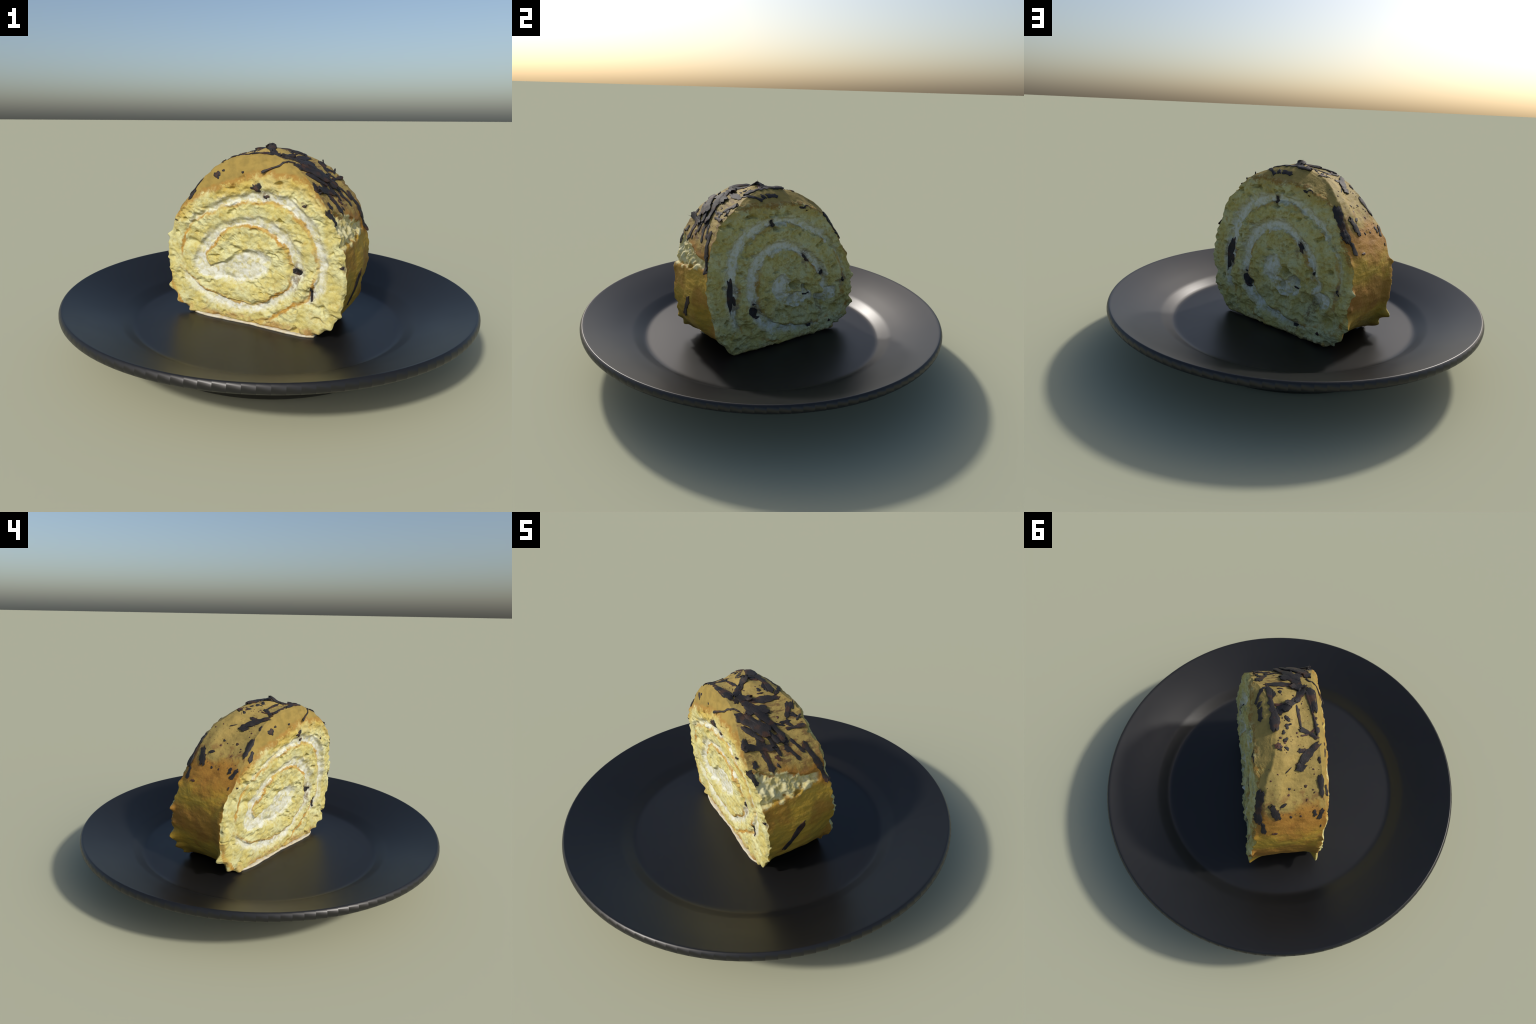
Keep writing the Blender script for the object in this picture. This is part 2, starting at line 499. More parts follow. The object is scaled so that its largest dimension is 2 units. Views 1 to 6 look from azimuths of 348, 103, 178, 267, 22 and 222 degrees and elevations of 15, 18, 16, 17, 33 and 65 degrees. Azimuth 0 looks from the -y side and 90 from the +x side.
# ---- mesh helpers ------------------------------------------------------------
def new_mesh(name, verts, faces, mats, face_mats=None, smooth_shade=True):
    me = bpy.data.meshes.new(name)
    me.from_pydata(verts, [], faces)
    for mt in mats:
        me.materials.append(mt)
    if face_mats is not None:
        me.polygons.foreach_set('material_index', np.asarray(face_mats, dtype=np.int32))
    me.polygons.foreach_set('use_smooth', np.full(len(me.polygons), smooth_shade))
    me.update()
    return me


def add(name, me, parent=None):
    ob = bpy.data.objects.new(name, me)
    bpy.context.scene.collection.objects.link(ob)
    if parent:
        ob.parent = parent
    return ob


def split_regions(name_of, verts, faces, region, mats, fmats, parent, normals):
    """separate one smooth surface into named parts that share border vertices and shading"""
    obs = {}
    faces = np.array(faces)
    for reg, nm in name_of.items():
        sel = np.nonzero(region == reg)[0]
        if len(sel) == 0:
            continue
        fs = faces[sel]
        used, inv = np.unique(fs, return_inverse=True)
        inv = inv.reshape(fs.shape)
        polys = [[int(a) for i, a in enumerate(f) if i == 0 or a != f[i - 1]] for f in inv]
        polys = [p[:-1] if p[0] == p[-1] else p for p in polys]
        used_m = sorted(set(fmats[sel].tolist()))
        me = new_mesh(nm, verts[used].tolist(), polys, [mats[i] for i in used_m],
                      [used_m.index(i) for i in fmats[sel].tolist()])
        me.normals_split_custom_set_from_vertices(normals[used].tolist())
        obs[nm] = add(nm, me, parent)
    return obs


# ---- the plate ---------------------------------------------------------------
def build_plate():
    root = bpy.data.objects.new('plate', None)
    bpy.context.scene.collection.objects.link(root)
    root['label'] = 'round matt black ceramic dinner plate with wide rim'
    root['category'] = 'dinner plate'
    # profile from the middle of the well, over the rim, to the middle of the underside
    prof = [(0.0, .1195, 'w'), (.20, .1195, 'w'), (.40, .1195, 'w'), (.58, .1195, 'w'), (.640, .1195, 'w'), (.652, .1197, 'w'), (.664, .1210, 'w'), (.673, .1245, 'w'),
            (.684, .1313, 'r'), (.703, .1438, 'r'), (.722, .1556, 'r'), (.732, .1615, 'r'), (.742, .1660, 'r'), (.754, .1712, 'r'), (.80, .1915, 'r'), (.87, .2225, 'r'), (.94, .2490, 'r'),
            (.975, .2625, 'r'), (.9845, .2662, 'r'), (.9865, .2665, 'r'), (.9885, .2657, 'e'), (.993, .2622, 'e'), (.9965, .257, 'e'), (.9995, .249, 'e'), (1.0, .241, 'e'), (.9985, .233, 'e'),
            (.994, .2265, 'e'), (.986, .2225, 'e'), (.97, .215, 'b'), (.90, .1885, 'b'), (.82, .150, 'b'), (.747, .109, 'b'), (.698, .069, 'b'), (.673, .035, 'b'),
            (.658, .017, 'f'), (.648, .010, 'f'), (.632, .004, 'f'), (.617, 0.0, 'f'), (.605, .004, 'f'), (.600, .02, 'f'), (.59, .032, 'u'), (.40, .034, 'u'), (0.0, .034, 'u')]
    n = 128
    verts, faces, region = [(0, 0, prof[0][1])], [], []
    rings = prof[1:-1]
    for r, h, _ in rings:
        for j in range(n):
            a = 2 * math.pi * (j + .5) / n
            verts.append((r * math.cos(a), r * math.sin(a), h))
    verts.append((0, 0, prof[-1][1]))
    last = len(verts) - 1
    kinds = {'w': 0, 'r': 1, 'e': 1, 'b': 2, 'f': 3, 'u': 2}
    edge = []
    for j in range(n):
        k = (j + 1) % n
        faces.append((0, 1 + j, 1 + k, 1 + k))
        region.append(0)
        edge.append(0)
    for i in range(len(rings) - 1):
        for j in range(n):
            k = (j + 1) % n
            a = 1 + i * n
            faces.append((a + j, a + n + j, a + n + k, a + k))
            region.append(kinds[rings[i + 1][2]])
            edge.append(1 if rings[i][2] == 'e' else 0)
    a = 1 + (len(rings) - 1) * n
    for j in range(n):
        k = (j + 1) % n
        faces.append((a + j, last, last, a + k))
        region.append(2)
        edge.append(0)
    verts = np.array(verts)
    mat = plate_material()
    # analytic normals of the profile
    P = np.array([(r, h) for r, h, _ in prof])
    T = np.gradient(P, axis=0)
    seg = np.diff(P, axis=0)
    ln = np.linalg.norm(seg, axis=1)
    T = np.zeros_like(P)
    T[1:-1] = seg[:-1] / ln[:-1, None] + seg[1:] / ln[1:, None]
    T[0], T[-1] = seg[0], seg[-1]
    T /= np.linalg.norm(T, axis=1)[:, None]
    Nn = np.stack([-T[:, 1], T[:, 0]], axis=1)
    normals = np.zeros((len(verts), 3))
    normals[0] = (0, 0, 1)
    normals[last] = (0, 0, -1)
    for i in range(len(rings)):
        for j in range(n):
            a = 2 * math.pi * (j + .5) / n
            normals[1 + i * n + j] = (Nn[i + 1, 0] * math.cos(a), Nn[i + 1, 0] * math.sin(a), Nn[i + 1, 1])
    obs = split_regions({0: 'well', 1: 'rim', 2: 'underside', 3: 'foot_ring'}, verts, faces,
                        np.array(region), [mat], np.zeros(len(faces), dtype=int), root, normals)
    # edge normals are bent segment by segment to draw a sawtooth highlight
    me = obs['rim'].data
    cn = np.array([c.vector[:] for c in me.corner_normals])
    for p in me.polygons:
        c = p.center
        rr = math.hypot(c.x, c.y)
        if rr < .9875 or (c.z > .2664):
            continue
        am = math.atan2(c.y, c.x)
        for li in p.loop_indices:
            vx = me.vertices[me.loops[li].vertex_index].co
            rv = math.hypot(vx.x, vx.y)
            da = (math.atan2(vx.y, vx.x) - am + math.pi) % (2 * math.pi) - math.pi
            t = da / (math.pi / n)                       # -1 .. 1 along the facet
            lock = smooth(.2655, .258, vx.z) * smooth(.222, .228, vx.z)
            cn[li][2] += .16 * t * float(lock)
            cn[li] /= np.linalg.norm(cn[li])
    me.normals_split_custom_set(cn.tolist())
    return root


# ---- the slice ------------------------------------------------------------------
N_AROUND, N_RING, N_DEPTH = 840, 150, 110


def spiral_masks(side, s, z):
    sp = SPIRAL['front' if side > 0 else 'back']
    dx, dz = s - sp['c'][0], z - sp['c'][1]
    r = np.hypot(dx, dz)
    ang = (np.degrees(np.arctan2(dz, dx)) - sp['seam']) % 360 + sp['seam']
    cream = np.zeros_like(s)
    toast = np.zeros_like(s)
    for k in '12':
        rl = np.interp(ang, *zip(*sp['line' + k]))
        rc = np.interp(ang, *zip(*sp['cream' + k]))
        cream = np.maximum(cream, smooth(0, .012, r - rl) * smooth(-.014, .010, rc - r) * smooth(.004, .02, rc - rl))
        toast = np.maximum(toast, smooth(.016, .003, np.abs(r - rl)))
    for bs, bz_, rx, rz_, tilt in sp['blobs']:
        a = math.radians(tilt)
        bx, bz = s - bs, z - bz_
        q = ((bx * math.cos(a) + bz * math.sin(a)) / rx) ** 2 + ((bz * math.cos(a) - bx * math.sin(a)) / rz_) ** 2
        cream = np.maximum(cream, smooth(1.35, .70, q))
    return cream, toast


def face_relief(side, s, z):
    y = np.full_like(s, 2.0 * side)
    cream, toast = spiral_masks(side, s + .028 * gnoise(s * 16, y, z * 16), z + .028 * gnoise(s * 16, y + 5, z * 16))
    lump = fbm(s, y, z, 12, 3)
    rough = .35 + 1.3 * smooth(-.25, .35, gnoise(s * 7, y + 30, z * 7))
    bub = np.abs(gnoise(s * 26, y + 3, z * 31)) + .40 * np.abs(gnoise(s * 62, y + 4, z * 70))
    crumb = .8 * (.45 - bub) + .5 * fbm(s * .8, y + 3, z * 1.2, 24, 2, .45)
    pits = np.clip(fbm(s * .8, y + 9, z * 1.35, 19, 2) - .26, 0, 1)
    cap = FRONT_CAP if side > 0 else BACK_CAP
    calm = 1 - .8 * smooth(-.01, .03, z - np.interp(s, *cap))
    if side < 0:
        rough, pits = rough * 1.55, pits * 1.5
    h = .013 * lump + (.0105 if side > 0 else .0135) * crumb * rough - .060 * pits + (.001 if side > 0 else .004)
    h_cream = .010 * lump + .0022 * fbm(s, y, z, 40, 2) - .010
    k = cream
    if side < 0:
        # the lower middle of this face is torn into lumps
        torn = np.exp(-(((s + .12) / .24) ** 2 + ((z - .33) / .11) ** 2) ** 2)
        h = h + torn * (.062 * fbm(s, y + 20, z, 11, 2) + .034 * gnoise(s * 26, y, z * 26))
        h = h + .012 * fbm(s, y + 40, z, 10, 2)
        h_cream = h_cream + torn * .062 * fbm(s, y + 20, z, 11, 2)
        for ps, pz, pr, pd in ((-.235, .345, .034, .045), (-.262, .415, .026, .026), (-.052, .362, .024, .038), (-.076, .439, .026, .055), (-.150, .415, .022, .040), (.24, .27, .03, .014), (.02, .30, .03, .022), (-.27, .30, .03, .028), (.10, .56, .03, .012), (-.38, .25, .03, .022), (.19, .345, .03, .020), (-.06, .54, .035, .016), (.155, .33, .022, .02), (-.20, .26, .035, .022)):
            h = h - 1.35 * pd * np.exp(-(((s - ps) / pr) ** 2 + ((z - pz) / (pr * .8)) ** 2))
            h_cream = h_cream - 1.35 * pd * np.exp(-(((s - ps) / pr) ** 2 + ((z - pz) / (pr * .8)) ** 2))
    else:
        for ps, pz, ax, az, pd in ((-.32, .50, .05, .016, .020), (-.12, .335, .045, .018, .018), (.00, .325, .05, .014, .014), (.235, .425, .035, .014, .016),
                                   (.07, .21, .10, .010, .010), (-.37, .49, .02, .02, .014), (-.05, .49, .07, .012, .012), (.33, .275, .05, .012, .012)):
            g = np.exp(-(((s - ps) / ax) ** 2 + ((z - pz + .25 * (s - ps)) / az) ** 2))
            h = h - pd * g
            h_cream = h_cream - pd * g
    out = h * (1 - k) + h_cream * k - .004 * toast
    return out * calm


def crust_relief(s, d, z):
    n = .0065 * fbm(s, d, z, 7, 2) + .0030 * fbm(s, d * .6, z, 30, 3)
    b = bite_zone(s, d, z)
    up = smooth(.66, .74, z)
    n = n + (1 - up) * .003 * fbm(s, d * .35, z, 24, 2)
    return n - b * (.013 - .020 * fbm(s, d, z, 24, 3))


def bite_zone(s, d, z):
    v = (.18 - d) / .35
    wz = z + .034 * fbm(s, d, z, 12, 2)
    return smooth(-.004, .012, .712 - .090 * v - wz) * smooth(-.004, .012, wz - .550 - .062 * v) * smooth(.90, .80, v) * smooth(.30, .36, s)


# pointed crumbs and flaps that stand out from the rims: (s, d, z) of the tip, push, radius
NUBS = [(-.485, .168, .527, (-.024, .012, 0), .024), (-.470, .155, .240, (-.052, -.006, -.004), .042), (-.425, .155, .175, (-.026, .006, -.010), .04),
        (-.480, -.195, .262, (-.030, -.022, -.008), .060), (-.445, -.20, .185, (-.030, -.008, 0), .05), (-.40, -.20, .135, (-.030, -.004, 0), .04), (-.490, -.195, .43, (-.022, 0, 0), .024),
        (.40, .15, .20, (.014, .018, -.014), .035), (.35, .152, .15, (.006, .016, -.004), .03), (.44, .15, .25, (.016, .006, 0), .028), (-.36, .150, .128, (-.012, .018, 0), .03),
        (.47, .165, .36, (.010, .010, 0), .026), (.47, .165, .30, (.012, .0, 0), .022), (.45, .17, .62, (.010, .006, 0), .024), (.47, .17, .53, (.010, .006, 0), .024),
        (-.485, .165, .40, (-.012, .008, 0), .022), (-.485, .165, .34, (-.010, .0, 0), .020), (.475, -.19, .33, (.012, -.004, 0), .03), (.44, -.19, .24, (.014, -.004, 0), .03),
        (-.45, -.17, .56, (-.014, -.004, 0), .024), (-.485, -.19, .35, (-.012, -.004, 0), .022)]


def build_slice():
    root = bpy.data.objects.new('cake_roll_slice', None)
    bpy.context.scene.collection.objects.link(root)
    root.location = (0, 0, BASE_Z)
    root.rotation_euler = (0, 0, YAW)
    root['label'] = 'slice of cream-filled sponge roll with chocolate shavings'
    root['category'] = 'cake slice'

    u = (np.arange(N_AROUND) + .5) / N_AROUND
    th = theta_at(u)
    ro = outline(th)
    rs, rz = AX_S + ro * np.cos(th), AX_Z + ro * np.sin(th)

    S, D, Z, faces, region, fm = [], [], [], [], [], []

    def rim_push(theta, v):
        s, d, z = crust_point(theta, v)
        q = crust_relief(s, d, z)
        # ragged cut rim
        ed = np.exp(-v / .05) + np.exp(-(1 - v) / .05)
        q = q + ed * .0075 * fbm(s, d * 1.5, z, 13, 2) * smooth(.125, .17, z)
        q = q * smooth(.120, .15, z)
        return s + q * np.cos(theta), d, z + q * np.sin(theta)

    # front face rings from the middle to the rim, crust stations, back rings back to the middle
    tr = np.linspace(0, 1, N_RING + 1)[1:]
    tr = tr ** .92
    dF = lambda s, z: face_d(1, s, z) + face_relief(1, s, z)
    dB = lambda s, z: face_d(-1, s, z) - face_relief(-1, s, z)
    rings = []
    es0, ed0, ez0 = rim_push(th, np.zeros_like(th))
    es1, ed1, ez1 = rim_push(th, np.ones_like(th))
    relF = dF(rs, rz) - face_d(1, rs, rz)
    relB = dB(rs, rz) - face_d(-1, rs, rz)
    for t in tr:
        k = smooth(.94, 1.0, np.full_like(th, t))
        s0, z0 = AX_S + (rs - AX_S) * t, AX_Z + (rz - AX_Z) * t
        s, z = s0 + (es0 - rs) * t ** 6, z0 + (ez0 - rz) * t ** 6
        rings.append((s, dF(s0, z0), z, 'F'))
    for i in range(1, N_DEPTH):
        v = np.full_like(th, i / N_DEPTH)
        s, d, z = rim_push(th, v)
        d = d + relF * np.exp(-v / .05) + relB * np.exp(-(1 - v) / .05)
        rings.append((s, d, z, 'C'))
    for t in tr[::-1]:
        s0, z0 = AX_S + (rs - AX_S) * t, AX_Z + (rz - AX_Z) * t
        s, z = s0 + (es1 - rs) * t ** 6, z0 + (ez1 - rz) * t ** 6
        rings.append((s, dB(s0, z0), z, 'B'))
    n = N_AROUND
    cF = np.array([[AX_S, float(dF(np.array([AX_S]), np.array([AX_Z]))[0]), AX_Z]])
    cB = np.array([[AX_S, float(dB(np.array([AX_S]), np.array([AX_Z]))[0]), AX_Z]])
    pts = np.concatenate([cF] + [np.stack(r[:3], axis=1) for r in rings] + [cB])
    for ns, nd, nz, push, rad in NUBS:
        w = np.exp(-((pts - (ns, nd, nz)) ** 2).sum(1) / (rad * .6) ** 2)
        pts = pts + w[:, None] * np.array(push)
    pts[:, 2] = np.maximum(pts[:, 2], .1215)
    last = len(pts) - 1
    j = np.arange(n)
    k = (j + 1) % n
    fl = [np.stack([np.zeros(n, int), 1 + k, 1 + j, 1 + j], 1)]
    for i in range(len(rings) - 1):
        a = 1 + i * n
        fl.append(np.stack([a + j, a + k, a + n + k, a + n + j], 1))
    a = 1 + (len(rings) - 1) * n
    fl.append(np.stack([a + j, a + k, np.full(n, last), np.full(n, last)], 1))
    faces = np.concatenate(fl)
    verts = np.stack([pts[:, 0], -pts[:, 1], pts[:, 2] - BASE_Z], axis=1)
    # orientation check: flip if the surface points inwards
    c = verts[faces].mean(1)
    e1, e2 = verts[faces[:, 1]] - verts[faces[:, 0]], verts[faces[:, 2]] - verts[faces[:, 0]]
    nn = np.cross(e1, e2)
    if (nn * (c - verts.mean(0))).sum() < 0:
        faces = faces[:, ::-1]
        nn = -nn
    vn = np.zeros_like(verts)
    for q in range(4):
        np.add.at(vn, faces[:, q], nn)
    vn /= np.linalg.norm(vn, axis=1)[:, None] + 1e-12

    # parts: sponge, cream, icing, crust
    cs, cd, cz = c[:, 0], -c[:, 1], c[:, 2] + BASE_Z
    ring_of = np.arange(len(faces)) // n
    nf, ncr = N_RING, N_DEPTH
    isF = ring_of < nf
    isB = ring_of >= nf + ncr
    isC = ~isF & ~isB
    region = np.zeros(len(faces), dtype=int)
    for side, msk in ((1, isF), (-1, isB)):
        wob = .02 * gnoise(cs[msk] * 16, cs[msk] * 0 + side, cz[msk] * 16)
        cr, _ = spiral_masks(side, cs[msk] + wob, cz[msk] + wob)
        up = cz[msk] - np.interp(cs[msk], *(FRONT_CAP if side > 0 else BACK_CAP))
        region[msk] = np.where(up > .008, 2, np.where(cr > .5, 1, 0))
    zc = cz + .05 * gnoise(cs * 9, cd * 9, cz * 9)
    region[isC] = np.where(zc[isC] > .70, 2, 3)
    region[isC & (bite_zone(cs, cd, cz) > .5)] = 0
    mats = [face_material(1), face_material(-1), skin_material()]
    fmats = np.where(isF, 0, np.where(isB, 1, 2))
    split_regions({0: 'sponge', 1: 'cream_filling', 2: 'icing', 3: 'crust'}, verts, faces, region, mats, fmats, root, vn)

    bvh = BVHTree.FromPolygons([Vector(v) for v in verts.tolist()], faces.tolist())
    return root, bvh


# ---- shavings -------------------------------------------------------------------
def spot(kind, a, b):
    """a place on the slice: C = skin (degrees, v), F / B = cut faces (s, z)"""
    if kind == 'C':
        s, d, z = crust_point(np.array([math.radians(a)]), np.array([b]))
        s, d, z = float(s[0]), float(d[0]), float(z[0])
    else:
        s, z = a, b
        d = float(face_d(1 if kind == 'F' else -1, np.array([s]), np.array([z]))[0])
    return Vector((s, -d, z - BASE_Z))


def shaving_mesh(name, bvh, p, q, width, thick, lift, bow, seed, mat, taper=.10):
    r = np.random.RandomState(seed)
    ln = (q - p).length
    nu = max(6, int(ln / .006))
    nw = max(4, int(width / .006))
    axis = (q - p).normalized()
    grid = []
    ph = r.uniform(0, 9, 6)
    mid, nrm, _, _ = bvh.find_nearest((p + q) * .5)
    side0 = axis.cross(nrm).normalized()
    for i in range(nu + 1):
        u = i / nu
        c = p.lerp(q, u) + side0 * (bow * 4 * u * (1 - u))
        endw = min(1, (u + .03) / taper, (1 - u + .03) / taper) ** .5
        w = width * .5 * endw * (1 + .22 * math.sin(ph[0] + 7 * u) + .10 * math.sin(ph[1] + 23 * u))
        row = []
        for jx in range(nw + 1):
            t = 2 * jx / nw - 1
            x = c + side0 * (w * t) + axis * (.007 * min(1, width / .03) * (math.sin(ph[2] + 3.1 * t) + .6 * math.sin(ph[4] + 8 * t)) * (abs(2 * u - 1) ** 4))
            loc, nr, _, _ = bvh.find_nearest(x)
            curl = (.25 * t * t + .1 * math.sin(ph[3] + 9 * u)) * width * .35
            up = lift[0] * (1 - u) ** 3 + lift[1] * u ** 3
            row.append((loc, nr, up, curl * (.2 + .5 * u), t))
        grid.append(row)
    verts, faces = [], []
    m = nw + 1
    for layer in (0, 1):
        for i, row in enumerate(grid):
            for loc, nr, up, curl, t in row:
                body = max(.0035, thick * .62) * (1 - .45 * abs(t) ** 5)
                h = up + curl + (body if layer == 0 else (-.004 if up < .004 else up * .0 - .002))
                if layer == 1 and up > .006:
                    h = up + curl - .002
                verts.append(loc + nr * h)
    off = (nu + 1) * m
    for i in range(nu):
        for jx in range(nw):
            a = i * m + jx
            faces.append((a, a + 1, a + m + 1, a + m))
            b = a + off
            faces.append((b, b + m, b + m + 1, b + 1))
    for i in range(nu):
        for jx in (0, nw):
            a = i * m + jx
            f = (a, a + m, a + m + off, a + off)
            faces.append(f if jx == 0 else f[::-1])
    for jx in range(nw):
        for i in (0, nu):
            a = i * m + jx
            f = (a, a + off, a + off + 1, a + 1)
            faces.append(f if i == 0 else f[::-1])
    me = new_mesh(name, [tuple(v) for v in verts], faces, [mat])
    bm = bmesh.new()
    bm.from_mesh(me)
    bmesh.ops.recalc_face_normals(bm, faces=bm.faces)
    bm.to_mesh(me)
    bm.free()
    me.set_sharp_from_angle(angle=.62)
    return me


# each: start, end, width, thickness, lift at both ends, sideways bow
SHAVINGS_CROWN = [
    (('C', 69, .37), ('C', 66, .89), .032, .007, (0, 0), .004),
    (('C', 75, .17), ('C', 83, .43), .024, .012, (.004, .002), .004),
    (('C', 83, .45), ('C', 86, .66), .030, .014, (.0, .012), 0),
    (('C', 87, .60), ('C', 90, .86), .036, .010, (.012, .0), .003),
    (('C', 74, .28), ('C', 83, .44), .014, .010, (0, 0), 0),
    (('C', 73, .20), ('C', 70, .42), .040, .022, (.006, .006), 0),
    (('C', 69, .22), ('C', 57, .52), .026, .010, (.004, 0), -.004),
    (('C', 62, .03), ('C', 47, .42), .044, .013, (.002, .010), .006),
    (('C', 66, .22), ('C', 41, .60), .030, .013, (.002, .008), -.008),
    (('C', 60, .16), ('C', 40, .50), .018, .016, (.004, .010), -.004),
    (('C', 55, .06), ('C', 44, .30), .020, .012, (0, .008), 0),
    (('C', 48, .05), ('C', 42, .01), .024, .008, (0, 0), 0),
    (('F', .083, .868), ('C', 64, .10), .010, .007, (.012, .003), 0),
    (('C', 104, .03), ('C', 76, .15), .011, .006, (.004, .003), .004),
    (('C', 106, .03), ('C', 100, .40), .020, .009, (0, 0), .003),
    (('C', 109, .02), ('C', 121, .40), .036, .014, (0, 0), .004),
    (('C', 121, .30), ('C', 124, .46), .038, .015, (0, .0), 0),
]
SHAVINGS_BACK_CROWN = [
    (('C', 46, .69), ('C', 45, .97), .015, .009, (0, .008), 0),
    (('C', 53, .79), ('C', 61, .92), .018, .008, (0, 0), 0),
    (('C', 54, .86), ('C', 51, .93), .018, .008, (0, 0), 0),
    (('C', 60, .97), ('C', 52, .77), .018, .009, (0, 0), 0),
    (('B', .086, .912), ('C', 70, .98), .018, .008, (0, 0), 0),
    (('C', 70, .97), ('C', 68, .86), .016, .008, (0, 0), 0),
    (('C', 70, .86), ('C', 90, .92), .024, .012, (.004, 0), .004),
    (('C', 89, .91), ('C', 101, .93), .040, .015, (0, .004), 0),
    (('B', .050, .928), ('B', -.015, .922), .026, .007, (0, 0), 0),
    (('C', 86, .84), ('C', 88, .60), .018, .010, (0, .004), .003),
    (('C', 88, .60), ('C', 79, .37), .013, .010, (.004, 0), -.008),
    (('C', 85, .41), ('C', 99, .37), .013, .007, (0, 0), 0),
    (('C', 83, .38), ('C', 70, .13), .017, .008, (0, 0), 0),
    (('C', 73, .09), ('C', 90, .02), .028, .010, (0, 0), 0),
    (('C', 60, .54), ('C', 61, .19), .038, .012, (.006, 0), .006),
    (('C', 79, .92), ('C', 74, .80), .026, .007, (0, 0), 0),
    (('C', 49, .90), ('C', 51, .97), .010, .006, (0, .014), 0),
    (('C', 56, .93), ('C', 60, .98), .009, .006, (0, .012), 0),
]
SHAVINGS_RIGHT = [
    (('C', 37, .26), ('C', 26, .28), .026, .009, (0, 0), 0),
    (('C', 35, .09), ('C', 31, .08), .022, .008, (0, 0), 0),
    (('F', .386, .722), ('C', 21, .02), .024, .009, (0, 0), 0),
    (('C', 47, .25), ('C', 37, .26), .034, .009, (0, 0), 0),
    (('C', 38, .57), ('C', 28, .70), .016, .007, (0, 0), 0),
    (('C', 36, .83), ('C', 20, .96), .026, .011, (0, .002), 0),
    (('C', 21, .955), ('C', 11, .99), .020, .010, (.002, .012), 0),
    (('C', -9, .52), ('C', -25, .23), .028, .007, (0, 0), 0),
    (('C', 44, .02), ('C', 39, .40), .026, .010, (.014, .006), .003),
    (('C', 46, .36), ('C', 41, .58), .026, .012, (0, .008), 0),
    (('C', 53, .45), ('C', 48, .69), .009, .006, (0, 0), 0),
    (('C', 45, .55), ('C', 38, .62), .026, .008, (0, 0), 0),
    (('C', 44, .40), ('C', 33, .47), .018, .008, (0, 0), 0),
    (('C', 50, .65), ('C', 50, .80), .016, .006, (0, 0), 0),
    (('C', 40, .68), ('C', 31, .80), .014, .006, (0, 0), 0),
]
SHAVINGS_LEFT = [
    (('C', 136, .975), ('C', 160, .985), .034, .013, (0, .004), .003),
    (('C', 146, .82), ('C', 155, .73), .032, .012, (0, 0), 0),
    (('C', 149, .76), ('C', 157, .71), .026, .010, (0, 0), 0),
    (('C', 148, .68), ('C', 146, .59), .014, .007, (0, 0), 0),
    (('C', 129, .03), ('C', 144, .02), .027, .009, (0, 0), 0),
    (('F', -.30, .765), ('F', -.336, .718), .020, .008, (0, 0), 0),
    (('C', 161, .10), ('C', 154, .05), .020, .008, (0, 0), 0),
    (('C', 154, .18), ('C', 158, .16), .018, .006, (0, 0), 0),
    (('C', 109, .88), ('C', 112, .80), .026, .006, (0, 0), 0),
    (('C', 113, .45), ('C', 113, .29), .022, .006, (0, 0), 0),
    (('C', 160, .93), ('C', 168, .90), .022, .007, (0, 0), 0),
]
BROWN_CURLS = [
    (('C', 104, .38), ('C', 99, .02), .010, .005, (0, 0), .012),
    (('C', 109, .92), ('C', 111, .80), .026, .005, (0, 0), 0),
    (('C', 168, .78), ('C', 168, .70), .010, .004, (0, 0), 0),
    (('C', 34, .40), ('C', 31, .43), .018, .005, (0, 0), 0),
    (('C', 84, .88), ('C', 86, .70), .018, .005, (0, 0), 0),
]
# blots of chocolate, short and wide: start, end, width
CHIPS = [
    (('F', .055, .822), ('F', .066, .780), .036), (('F', .079, .761), ('F', .112, .757), .016), (('F', .275, .737), ('F', .298, .734), .011),
    (('C', 46, .01), ('C', 44, .10), .036), (('F', -.190, .852), ('F', -.146, .834), .032), (('F', .223, .425), ('F', .255, .428), .020),
    (('F', .309, .361), ('F', .313, .297), .020), (('F', .453, .478), ('F', .460, .474), .020), (('F', -.421, .609), ('F', -.416, .605), .010),
    (('F', .030, .808), ('F', .066, .785), .020), (('F', -.030, .866), ('F', -.018, .860), .014), (('F', -.14, .868), ('F', -.125, .862), .013),
    (('B', .326, .545), ('B', .322, .368), .040), (('B', .312, .47), ('B', .300, .40), .026), (('B', .045, .807), ('B', .039, .779), .018), (('B', -.139, .605), ('B', -.181, .562), .028),
    (('B', -.277, .501), ('B', -.257, .465), .014), (('B', -.413, .424), ('B', -.428, .410), .030), (('B', .192, .346), ('B', .151, .311), .026),
    (('B', .192, .390), ('B', .180, .380), .016), (('B', -.149, .381), ('B', -.165, .377), .014), (('B', -.171, .19), ('B', -.199, .183), .018),
    (('B', -.128, .862), ('B', -.181, .850), .013), (('B', .085, .938), ('B', .060, .915), .022), (('B', -.32, .19), ('B', -.33, .18), .016),
    (('C', 95, .58), ('C', 94, .69), .017), (('C', 72, .60), ('C', 71, .70), .011), (('C', 72, .81), ('C', 78, .87), .018), (('C', 73, .70), ('C', 76, .67), .018),
    (('C', 92, .72), ('C', 94, .63), .016), (('C', 98, .73), ('C', 99, .63), .026), (('C', 93, .05), ('C', 95, .01), .013), (('C', 97, .04), ('C', 99, .01), .011),
    (('C', 108, .74), ('C', 105, .67), .020), (('C', 111, .73), ('C', 112, .64), .020), (('C', 126, .63), ('C', 123, .57), .008), (('C', 137, .56), ('C', 136, .52), .013),
    (('C', 157, .54), ('C', 157, .50), .015), (('C', 101, .78), ('C', 103, .72), .020), (('C', 117, .03), ('C', 121, .04), .018), (('C', 50, .74), ('C', 46, .80), .020),
    (('C', 36, .55), ('C', 34, .60), .016), (('C', 30, .36), ('C', 27, .40), .010), (('C', 166, .06), ('C', 168, .05), .009), (('C', 135, .30), ('C', 136, .24), .014),
]
